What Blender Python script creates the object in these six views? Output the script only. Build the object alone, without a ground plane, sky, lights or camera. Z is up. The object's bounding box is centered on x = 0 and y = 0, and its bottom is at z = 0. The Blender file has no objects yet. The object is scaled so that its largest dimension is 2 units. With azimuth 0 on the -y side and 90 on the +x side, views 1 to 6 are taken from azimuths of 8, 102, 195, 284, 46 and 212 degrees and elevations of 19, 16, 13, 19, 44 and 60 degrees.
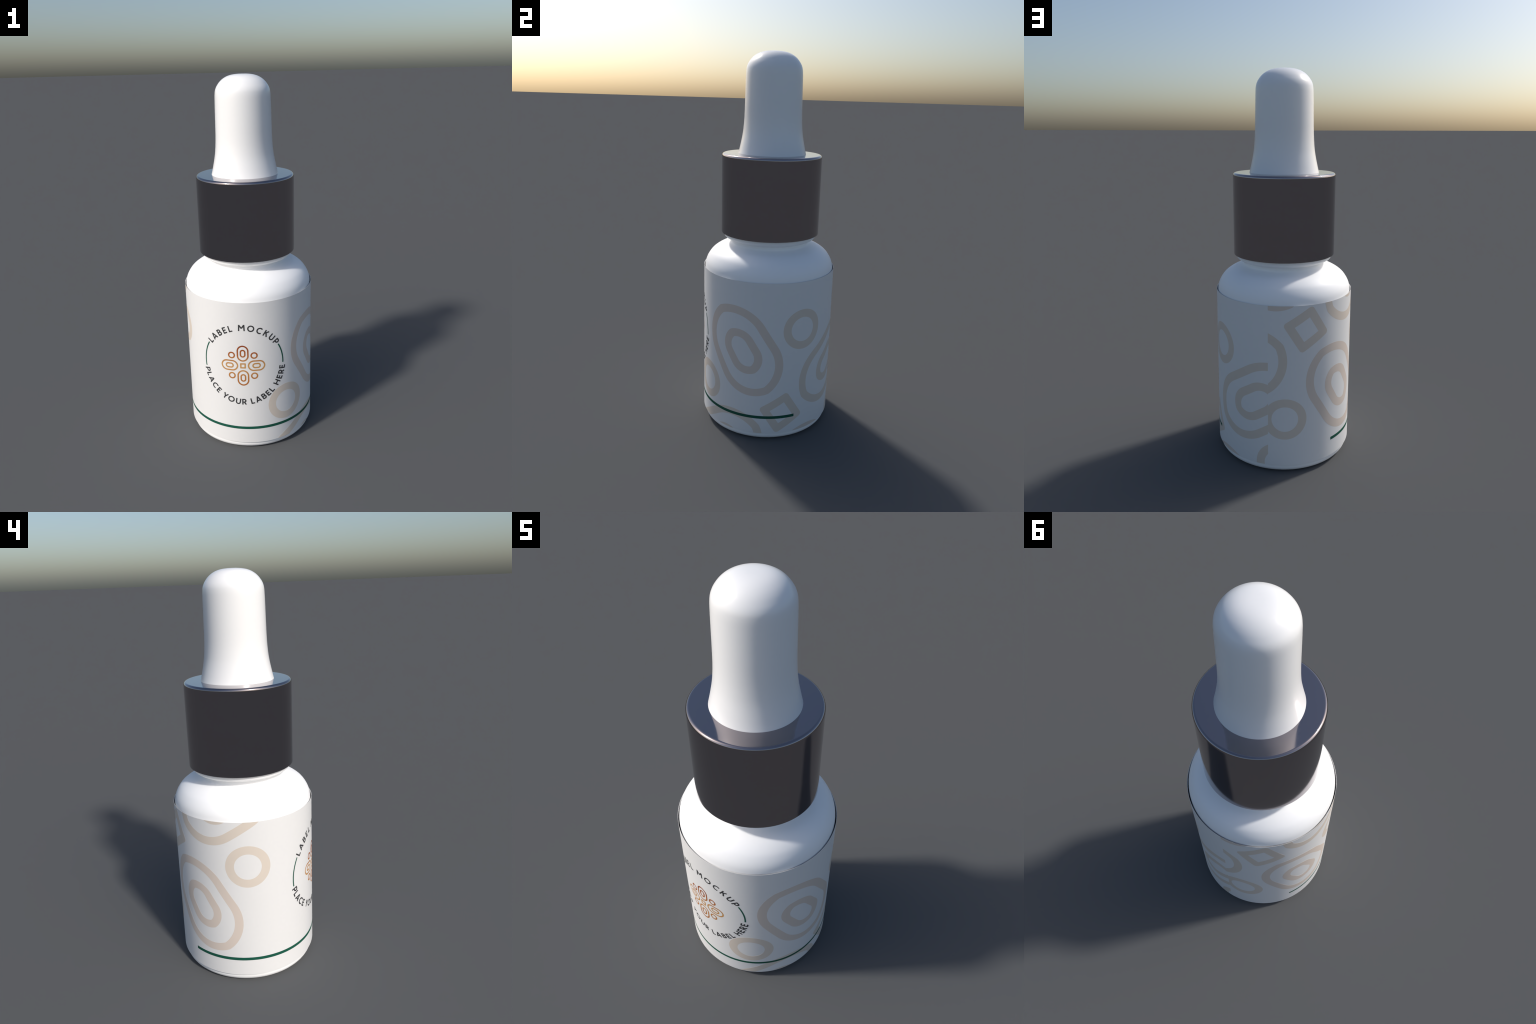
"""White dropper bottle: glass body, loose paper label with printed marks,
dark mirror collar and white rubber bulb.  Everything is a lathe or a printed
stroke wrapped round the label cylinder."""
import bpy, bmesh, math
from mathutils import Vector

SEG = 192                      # segments round the axis

# ------------------------------------------------------------------ materials
def srgb(r, g, b):
    f = lambda c: c / 12.92 if c <= 0.04045 else ((c + 0.055) / 1.055) ** 2.4
    return (f(r / 255), f(g / 255), f(b / 255), 1.0)

def material(name, color, rough, metallic=0.0, spec=0.5, grain=0.0, coat=0.0,
             bump=0.0, ior=1.5):
    m = bpy.data.materials.new(name)
    m.use_nodes = True
    nt = m.node_tree
    bs = nt.nodes["Principled BSDF"]
    bs.inputs["Roughness"].default_value = rough
    bs.inputs["Metallic"].default_value = metallic
    bs.inputs["Specular IOR Level"].default_value = spec
    bs.inputs["IOR"].default_value = ior
    bs.inputs["Coat Weight"].default_value = coat
    bs.inputs["Coat Roughness"].default_value = 0.1
    tc = nt.nodes.new("ShaderNodeTexCoord")
    no = nt.nodes.new("ShaderNodeTexNoise")
    no.inputs["Scale"].default_value = 60
    no.inputs["Detail"].default_value = 4
    nt.links.new(tc.outputs["Object"], no.inputs["Vector"])
    ramp = nt.nodes.new("ShaderNodeValToRGB")
    lo = [c * (1 - grain) for c in color[:3]] + [1]
    hi = [min(1, c * (1 + grain)) for c in color[:3]] + [1]
    ramp.color_ramp.elements[0].position = 0.3
    ramp.color_ramp.elements[1].position = 0.7
    ramp.color_ramp.elements[0].color = lo
    ramp.color_ramp.elements[1].color = hi
    nt.links.new(no.outputs["Fac"], ramp.inputs["Fac"])
    nt.links.new(ramp.outputs["Color"], bs.inputs["Base Color"])
    if bump:
        bp = nt.nodes.new("ShaderNodeBump")
        bp.inputs["Strength"].default_value = bump
        bp.inputs["Distance"].default_value = 0.001
        nt.links.new(no.outputs["Fac"], bp.inputs["Height"])
        nt.links.new(bp.outputs["Normal"], bs.inputs["Normal"])
    return m

def height_ramp_material(name, stops, rough):
    """Ink whose colour runs with height (stops: list of (z, colour))."""
    m = bpy.data.materials.new(name)
    m.use_nodes = True
    nt = m.node_tree
    bs = nt.nodes["Principled BSDF"]
    bs.inputs["Roughness"].default_value = rough
    bs.inputs["Specular IOR Level"].default_value = 0.3
    tc = nt.nodes.new("ShaderNodeTexCoord")
    sep = nt.nodes.new("ShaderNodeSeparateXYZ")
    mr = nt.nodes.new("ShaderNodeMapRange")
    mr.inputs["From Min"].default_value = stops[0][0]
    mr.inputs["From Max"].default_value = stops[-1][0]
    ramp = nt.nodes.new("ShaderNodeValToRGB")
    els = ramp.color_ramp.elements
    while len(els) < len(stops):
        els.new(0.5)
    for e, (z, c) in zip(els, stops):
        e.position = (z - stops[0][0]) / (stops[-1][0] - stops[0][0])
        e.color = c
    nt.links.new(tc.outputs["Object"], sep.inputs[0])
    nt.links.new(sep.outputs["Z"], mr.inputs["Value"])
    nt.links.new(mr.outputs["Result"], ramp.inputs["Fac"])
    nt.links.new(ramp.outputs["Color"], bs.inputs["Base Color"])
    return m

MAT_BOTTLE = material("white_bottle_plastic", (0.965, 0.965, 0.965, 1), 0.5, spec=0.5, grain=0.004)
MAT_BULB = material("white_rubber", (0.88, 0.88, 0.88, 1), 0.25, spec=0.5, grain=0.004)
MAT_CAP = material("dark_mirror_collar", (0.325, 0.299, 0.316, 1), 0.09, metallic=1.0, grain=0.004)
MAT_LABEL = material("label_paper", (0.803, 0.798, 0.792, 1), 0.5, spec=0.8, grain=0.006)
MAT_INK_DARK = material("charcoal_ink", srgb(58, 58, 60), 0.6, spec=0.3, grain=0.01)
MAT_INK_GREEN = material("green_ink", srgb(16, 84, 66), 0.6, spec=0.3, grain=0.01)
MAT_TAN = material("pale_tan_ink", (0.714, 0.630, 0.544, 1), 0.5, spec=0.8, grain=0.006)
MAT_ROSE = material("pale_rose_ink", (0.714, 0.619, 0.545, 1), 0.5, spec=0.8, grain=0.006)
MAT_EMBLEM = height_ramp_material("copper_gradient_ink", [
    (0.405, srgb(168, 100, 44)), (0.47, srgb(182, 124, 66)), (0.527, srgb(194, 148, 90)),
    (0.588, srgb(164, 94, 44)), (0.65, srgb(136, 60, 14))], 0.6)

# ------------------------------------------------------------------ helpers
def finish(name, bm, mat, parent, angle=35):
    me = bpy.data.meshes.new(name)
    bm.to_mesh(me)
    bm.free()
    me.materials.append(mat)
    for p in me.polygons:
        p.use_smooth = True
    me.set_sharp_from_angle(angle=math.radians(angle))
    ob = bpy.data.objects.new(name, me)
    bpy.context.scene.collection.objects.link(ob)
    ob.parent = parent
    return ob

def lathe(name, profile, mat, parent, angle=35, SEG=SEG):
    """Revolve (r, z) points about the z axis; r == 0 makes a pole."""
    bm = bmesh.new()
    rings = []
    for r, z in profile:
        if r < 1e-6:
            rings.append([bm.verts.new((0, 0, z))])
        else:
            rings.append([bm.verts.new((r * math.sin(2 * math.pi * i / SEG),
                                        -r * math.cos(2 * math.pi * i / SEG), z))
                          for i in range(SEG)])
    for a, b in zip(rings, rings[1:]):
        for i in range(SEG):
            j = (i + 1) % SEG
            if len(a) == 1 and len(b) == 1:
                continue
            if len(a) == 1:
                bm.faces.new((a[0], b[j], b[i]))
            elif len(b) == 1:
                bm.faces.new((a[i], a[j], b[0]))
            else:
                bm.faces.new((a[i], a[j], b[j], b[i]))
    bmesh.ops.recalc_face_normals(bm, faces=bm.faces)
    return finish(name, bm, mat, parent, angle)

def spline(points, n=8):
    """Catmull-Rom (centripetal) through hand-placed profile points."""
    P = [Vector(p) for p in points]
    P = [P[0] * 2 - P[1]] + P + [P[-1] * 2 - P[-2]]
    out = []
    for i in range(1, len(P) - 2):
        p0, p1, p2, p3 = P[i - 1:i + 3]
        t0 = 0.0
        t1 = t0 + (p1 - p0).length ** 0.5
        t2 = t1 + (p2 - p1).length ** 0.5
        t3 = t2 + (p3 - p2).length ** 0.5
        for k in range(n):
            t = t1 + (t2 - t1) * k / n
            a1 = p0 * ((t1 - t) / (t1 - t0)) + p1 * ((t - t0) / (t1 - t0))
            a2 = p1 * ((t2 - t) / (t2 - t1)) + p2 * ((t - t1) / (t2 - t1))
            a3 = p2 * ((t3 - t) / (t3 - t2)) + p3 * ((t - t2) / (t3 - t2))
            b1 = a1 * ((t2 - t) / (t2 - t0)) + a2 * ((t - t0) / (t2 - t0))
            b2 = a2 * ((t3 - t) / (t3 - t1)) + a3 * ((t - t1) / (t3 - t1))
            c = b1 * ((t2 - t) / (t2 - t1)) + b2 * ((t - t1) / (t2 - t1))
            out.append((c.x, c.y))
    out.append(tuple(points[-1]))
    return out

def arc(cx, cz, rad, a0, a1, n=10):
    return [(cx + rad * math.cos(math.radians(a0 + (a1 - a0) * i / n)),
             cz + rad * math.sin(math.radians(a0 + (a1 - a0) * i / n))) for i in range(n + 1)]

# ------------------------------------------------------------------ the thing
root = bpy.data.objects.new("dropper_bottle", None)
bpy.context.scene.collection.objects.link(root)
root["label"] = "white dropper bottle with dark collar, white bulb and patterned label"
root["category"] = "dropper bottle"

# body: rounded base, straight wall, domed shoulder, pinched neck with bead
R_BODY, BASE_ROUND = 0.3525, 0.031
body = [(0.0, 0.010), (0.20, 0.010), (0.27, 0.006), (0.30, 0.0), (R_BODY - BASE_ROUND, 0.0)]
body += arc(R_BODY - BASE_ROUND, BASE_ROUND, BASE_ROUND, -90, 0)[1:]
body += [(R_BODY + 0.001, 0.25), (R_BODY, 0.5), (R_BODY, 0.75)]
body += spline([(0.3515, 0.855), (0.3500, 0.888), (0.346, 0.9105), (0.339, 0.929), (0.328, 0.948),
                (0.315, 0.9645), (0.298, 0.979), (0.278, 0.9915), (0.258, 1.0005),
                (0.240, 1.0065), (0.226, 1.0110), (0.216, 1.0145), (0.2105, 1.0185), (0.209, 1.027),
                (0.208, 1.0360), (0.213, 1.0395), (0.2240, 1.0425), (0.2360, 1.0465), (0.2445, 1.0530),
                (0.2482, 1.0600), (0.2490, 1.067)], 5)
body += [(0.2490, 1.080), (0.0, 1.080)]
lathe("bottle", body, MAT_BOTTLE, root)

# collar
R_CAP, CAP_LOW, CAP_TOP, CAP_ROUND = 0.2631, 1.0750, 1.4928, 0.0130
collar = [(0.2515, CAP_LOW + 0.03), (0.2515, CAP_LOW), (R_CAP, CAP_LOW)]
collar += [(R_CAP, 1.2), (R_CAP, 1.35), (R_CAP, CAP_TOP - CAP_ROUND - 0.004), (R_CAP, CAP_TOP - CAP_ROUND - 0.001)]
collar += arc(R_CAP - CAP_ROUND, CAP_TOP - CAP_ROUND, CAP_ROUND, 0, 90, 10)
collar += [(R_CAP - CAP_ROUND - 0.001, CAP_TOP), (R_CAP - CAP_ROUND - 0.004, CAP_TOP), (0.20, CAP_TOP), (0.10, CAP_TOP)]
lathe("collar", collar, MAT_CAP, root, angle=50)

# rubber bulb
bulb = [(0.150, CAP_TOP - 0.01), (0.1777, CAP_TOP - 0.01)]
bulb += spline([(0.1777, CAP_TOP + 0.0005), (0.1755, 1.502), (0.1708, 1.522), (0.1653, 1.547), (0.160, 1.573),
                (0.1555, 1.600), (0.1522, 1.630), (0.1499, 1.660), (0.1482, 1.700), (0.1470, 1.755),
                (0.1458, 1.820), (0.1447, 1.872), (0.1434, 1.902), (0.1406, 1.921),
                (0.1345, 1.937), (0.1250, 1.9520), (0.1145, 1.9645), (0.100, 1.9768),
                (0.080, 1.9880), (0.058, 1.9950), (0.030, 1.9990), (0.0, 2.0)], 5)
lathe("rubber_bulb", bulb, MAT_BULB, root)

# ------------------------------------------------------------------ label
R_LAB, LAB_LOW, LAB_TOP, PAPER = 0.359, 0.044, 0.8895, 0.0007
TAPER = 0.0032                       # the wall leans in a touch towards the top
def label_radius(z):
    return R_LAB + 0.0012 - TAPER * (z - LAB_LOW) / (LAB_TOP - LAB_LOW)
TURN = math.radians(2.35)            # the artwork's middle, from the -y axis
SEAM = math.pi * R_LAB
rows = [LAB_LOW + (LAB_TOP - LAB_LOW) * i / 6 for i in range(7)]
tube = [(label_radius(LAB_LOW) - PAPER, LAB_LOW)] + [(label_radius(z), z) for z in rows]
tube += [(label_radius(z) - PAPER, z) for z in reversed(rows)]
label = lathe("paper_label", tube, MAT_LABEL, root, SEG=384)

def wrap(bm, base):
    """Roll flat art (s along the label, z up, y = ink height) round the bottle."""
    for v in bm.verts:
        th = v.co.x / R_LAB + TURN
        r = label_radius(v.co.z) + base + v.co.y
        v.co = Vector((r * math.sin(th), -r * math.cos(th), v.co.z))

def clip(bm):
    for co, no in (((SEAM - 1e-4, 0, 0), (1, 0, 0)), ((-SEAM + 1e-4, 0, 0), (-1, 0, 0)),
                   ((0, 0, LAB_TOP - 3e-4), (0, 0, 1)), ((0, 0, LAB_LOW + 3e-4), (0, 0, -1))):
        bmesh.ops.bisect_plane(bm, geom=bm.verts[:] + bm.edges[:] + bm.faces[:], dist=1e-6,
                               plane_co=co, plane_no=no, clear_outer=True)

INK = 0.00018                         # ink film height

def strip(bm, left, right, closed, across=4, lift=0.0):
    """Film of ink between two matched outlines, with low side walls."""
    cols = []
    n = len(left)
    for (ax, az), (bx, bz) in zip(left, right):
        col = [bm.verts.new((ax, -0.0001, az))]
        for k in range(across + 1):
            t = k / across
            col.append(bm.verts.new((ax + (bx - ax) * t, INK + lift, az + (bz - az) * t)))
        col.append(bm.verts.new((bx, -0.0001, bz)))
        cols.append(col)
    m = n if closed else n - 1
    for i in range(m):
        a, b = cols[i], cols[(i + 1) % n]
        for k in range(len(a) - 1):
            bm.faces.new((a[k], a[k + 1], b[k + 1], b[k]))
    if not closed:
        bm.faces.new(cols[0])
        bm.faces.new(list(reversed(cols[-1])))

def ink_object(name, bm, mat, base=0.0, clipped=False):
    bmesh.ops.remove_doubles(bm, verts=bm.verts, dist=1e-6)
    bmesh.ops.dissolve_degenerate(bm, edges=bm.edges, dist=1e-7)
    if clipped:
        clip(bm)
    if not bm.verts:
        bm.free()
        return None
    bmesh.ops.recalc_face_normals(bm, faces=bm.faces)
    wrap(bm, base)
    # outward facing film
    bm.normal_update()
    out = sum(f.calc_area() * f.normal.dot(Vector((f.calc_center_median().x, f.calc_center_median().y, 0)))
              for f in bm.faces)
    if out < 0:
        bmesh.ops.reverse_faces(bm, faces=bm.faces)
    return finish(name, bm, mat, label, 40)

def place(pts, centre, turn, scale=1.0):
    c, s = math.cos(turn), math.sin(turn)
    return [(centre[0] + scale * (x * c - y * s), centre[1] + scale * (x * s + y * c)) for x, y in pts]

def circle_outline(r, n=96):
    return [(r * math.cos(2 * math.pi * i / n), r * math.sin(2 * math.pi * i / n)) for i in range(n)]

def capsule_outline(w, c, inset, point=1.2, n=24, m=16):
    """Long lozenge along local y: straight sides of half length c, half width w,
    ends of two arcs of radius point*w that meet in a blunt tip."""
    rho, off = point * w - inset, (point - 1) * w
    tip = math.acos(off / rho)
    q = [(-off + rho * math.cos(tip * i / n), c + rho * math.sin(tip * i / n)) for i in range(n + 1)]
    side = [(rho - off, -c + 2 * c * i / m) for i in range(1, m)]
    top = q + [(-x, y) for x, y in reversed(q[:-1])]
    lside = [(-x, -y) for x, y in side]
    bottom = [(-x, -y) for x, y in top]
    return top + lside + bottom + side

def square_outline(h, rnd, n=6, m=10):
    pts = []
    for k in range(4):
        a = math.pi / 2 * k
        c, s = math.cos(a), math.sin(a)
        loc = [(h, -(h - rnd) + 2 * (h - rnd) * i / m) for i in range(m + 1)]
        loc += [(h - rnd + rnd * math.cos(math.pi / 2 * i / n), h - rnd + rnd * math.sin(math.pi / 2 * i / n))
                for i in range(1, n)]
        pts += [(x * c - y * s, x * s + y * c) for x, y in loc]
    return pts

# one emblem, in units of the small printed badge
UNIT = 5.585
CAP_OFF, CIRC_OFF, STROKE = 0.0728, 0.0607, 0.0077
def emblem(centre, turn, k, across, base, clipped, mats, names, point, shafts, st=STROKE):
    """Central square, four double capsules, four circles."""
    def ring(name, o, i, pos, t, mat):
        bm = bmesh.new()
        p = place([pos], centre, turn, k)[0]
        strip(bm, place(o, p, turn + t, k), place(i, p, turn + t, k), True, across)
        ink_object(name, bm, mat, base, clipped)
    ring(names[0], square_outline(0.0157, 0.0032), square_outline(0.0157 - st, 0.0), (0, 0), 0, mats[0])
    for q in range(4):
        a = math.pi / 2 * q
        d = (-CAP_OFF * math.sin(a), CAP_OFF * math.cos(a))
        mat = mats[1] if q % 2 == 0 else mats[0]
        for w, c in zip((0.0320, 0.0158), shafts):
            ring(names[1], capsule_outline(w, c, 0, point), capsule_outline(w, c, st, point), d, a, mat)
        b = a + math.pi / 4
        e = (-CIRC_OFF * math.sqrt(2) * math.sin(b), CIRC_OFF * math.sqrt(2) * math.cos(b))
        ring(names[2], circle_outline(0.0197), circle_outline(0.0197 - st), e, a, mats[0])

# large pale pattern: two emblems turned by 32 degrees, cut by the label's edges
for ctr in ((0.7095, 0.165), (-0.9355, 0.7665)):
    emblem(ctr, math.radians(32), UNIT, 6, 0.0, True, (MAT_TAN, MAT_ROSE),
           ("pattern_square", "pattern_capsule", "pattern_circle"), 1.14, (0.0120, 0.0060))

# small copper emblem in the badge
BADGE = (-0.0018, 0.5275)
emblem(BADGE, 0.0, 1.0, 2, 0.0, False, (MAT_EMBLEM, MAT_EMBLEM),
       ("emblem_square", "emblem_capsule", "emblem_circle"), 1.04, (0.0142, 0.0070), 0.0080)

# green band near the foot, and the two green arcs of the badge
def band(z0, z1, half, n=180):
    bm = bmesh.new()
    s = [-half + 2 * half * i / n for i in range(n + 1)]
    strip(bm, [(x, z0) for x in s], [(x, z1) for x in s], False, 1)
    ink_object("green_band", bm, MAT_INK_GREEN, 0.0002)
band(0.1315, 0.1478, math.radians(124.85) * R_LAB)

def badge_arc(a0, a1, r0, r1, n=30):
    bm = bmesh.new()
    ang = [math.radians(a0 + (a1 - a0) * i / n) for i in range(n + 1)]
    f = lambda r: [(BADGE[0] + r * math.cos(a), BADGE[1] + r * math.sin(a)) for a in ang]
    strip(bm, f(r1), f(r0), False, 1)
    ink_object("green_arc", bm, MAT_INK_GREEN, 0.0002)
badge_arc(149.5, 189.5, 0.2198, 0.2270)
badge_arc(-2.0, 29.0, 0.2198, 0.2270)

# ------------------------------------------------------------------ lettering
# Glyphs as strokes in a box of cap height 1: ("l", points) or
# ("a", cx, cy, rx, ry, start, end) with angles in degrees; value = advance width.
GLYPHS = {
    "L": (0.56, [("l", (0.1, 1), (0.1, 0)), ("l", (0.1, 0.1), (0.56, 0.1))]),
    "A": (0.86, [("l", (0.07, 0), (0.43, 1)), ("l", (0.79, 0), (0.43, 1)), ("l", (0.2, 0.27), (0.66, 0.27))]),
    "B": (0.66, [("l", (0.1, 1), (0.1, 0)), ("l", (0.1, 0.91), (0.34, 0.91)), ("l", (0.1, 0.53), (0.36, 0.53)),
                 ("l", (0.1, 0.09), (0.36, 0.09)), ("a", 0.34, 0.72, 0.2, 0.19, -90, 90),
                 ("a", 0.36, 0.31, 0.23, 0.22, -90, 90)]),
    "E": (0.60, [("l", (0.1, 1), (0.1, 0)), ("l", (0.1, 0.91), (0.58, 0.91)), ("l", (0.1, 0.51), (0.52, 0.51)),
                 ("l", (0.1, 0.09), (0.58, 0.09))]),
    "M": (1.02, [("l", (0.1, 0), (0.14, 1)), ("l", (0.14, 0.95), (0.51, 0.42)), ("l", (0.88, 0.95), (0.51, 0.42)),
                 ("l", (0.92, 0), (0.88, 1))]),
    "O": (1.06, [("a", 0.53, 0.5, 0.43, 0.42, 0, 360)]),
    "C": (0.88, [("a", 0.53, 0.5, 0.43, 0.42, 50, 310)]),
    "K": (0.76, [("l", (0.1, 1), (0.1, 0)), ("l", (0.14, 0.46), (0.64, 0.97)), ("l", (0.3, 0.6), (0.68, 0.03))]),
    "U": (0.78, [("l", (0.1, 1), (0.1, 0.38)), ("l", (0.7, 1), (0.7, 0.38)), ("a", 0.4, 0.38, 0.3, 0.3, 180, 360)]),
    "P": (0.64, [("l", (0.1, 1), (0.1, 0)), ("l", (0.1, 0.91), (0.34, 0.91)), ("l", (0.1, 0.41), (0.34, 0.41)),
                 ("a", 0.34, 0.66, 0.25, 0.25, -90, 90)]),
    "Y": (0.66, [("l", (0.33, 0), (0.33, 0.46)), ("l", (0.33, 0.42), (0.01, 0.98)), ("l", (0.33, 0.42), (0.65, 0.98))]),
    "R": (0.70, [("l", (0.1, 1), (0.1, 0)), ("l", (0.1, 0.91), (0.34, 0.91)), ("l", (0.1, 0.44), (0.34, 0.44)),
                 ("a", 0.34, 0.675, 0.23, 0.235, -90, 90), ("l", (0.32, 0.46), (0.62, 0.02))]),
    "H": (0.84, [("l", (0.1, 1), (0.1, 0)), ("l", (0.74, 1), (0.74, 0)), ("l", (0.1, 0.51), (0.74, 0.51))]),
}
PEN = 0.205                          # pen width in cap heights

def glyph_strips(ch):
    for st in GLYPHS[ch][1]:
        if st[0] == "l":
            (x0, y0), (x1, y1) = st[1], st[2]
            d = math.hypot(x1 - x0, y1 - y0)
            nx, ny = -(y1 - y0) / d * PEN / 2, (x1 - x0) / d * PEN / 2
            seg = [(x0 + (x1 - x0) * i / 4, y0 + (y1 - y0) * i / 4) for i in range(5)]
            yield [(x + nx, y + ny) for x, y in seg], [(x - nx, y - ny) for x, y in seg], False
        else:
            _, cx, cy, rx, ry, a0, a1 = st
            full = abs(a1 - a0) >= 360
            n = 40 if full else 20
            ang = [math.radians(a0 + (a1 - a0) * i / n) for i in range(n if full else n + 1)]
            f = lambda o: [(cx + (rx + o) * math.cos(a), cy + (ry + o) * math.sin(a)) for a in ang]
            yield f(PEN / 2), f(-PEN / 2), full

def write_on_circle(text, height, radius, start, end, inward):
    """Set text on the badge circle between two angles (degrees).  radius is the
    baseline; inward text stands with its head toward the centre."""
    space = 0.25
    widths = [GLYPHS[c][0] if c != " " else space for c in text]
    mid_r = radius + (-0.5 if inward else 0.5) * height
    total = abs(math.radians(end - start)) * mid_r / height
    gap = (total - sum(widths)) / (len(text) - 1)
    sign = 1 if end > start else -1
    pos = 0.0
    for ch, w in zip(text, widths):
        if ch != " ":
            a = math.radians(start) + sign * (pos + w / 2) * height / mid_r
            bm = bmesh.new()
            turn = a + math.pi / 2 if inward else a - math.pi / 2
            p = (BADGE[0] + radius * math.cos(a), BADGE[1] + radius * math.sin(a))
            for i, (l, r, closed) in enumerate(glyph_strips(ch)):
                shift = lambda q: [((x - w / 2), y) for x, y in q]
                strip(bm, place(shift(l), p, turn, height), place(shift(r), p, turn, height),
                      closed, 2, 0.00006 * i)
            ink_object("letter", bm, MAT_INK_DARK, 0.0002)
        pos += w + gap

write_on_circle("LABEL MOCKUP", 0.0355, 0.2045, 147.0, 31.8, False)
write_on_circle("PLACE YOUR LABEL HERE", 0.0355, 0.2385, 192.3, 353.9, True)
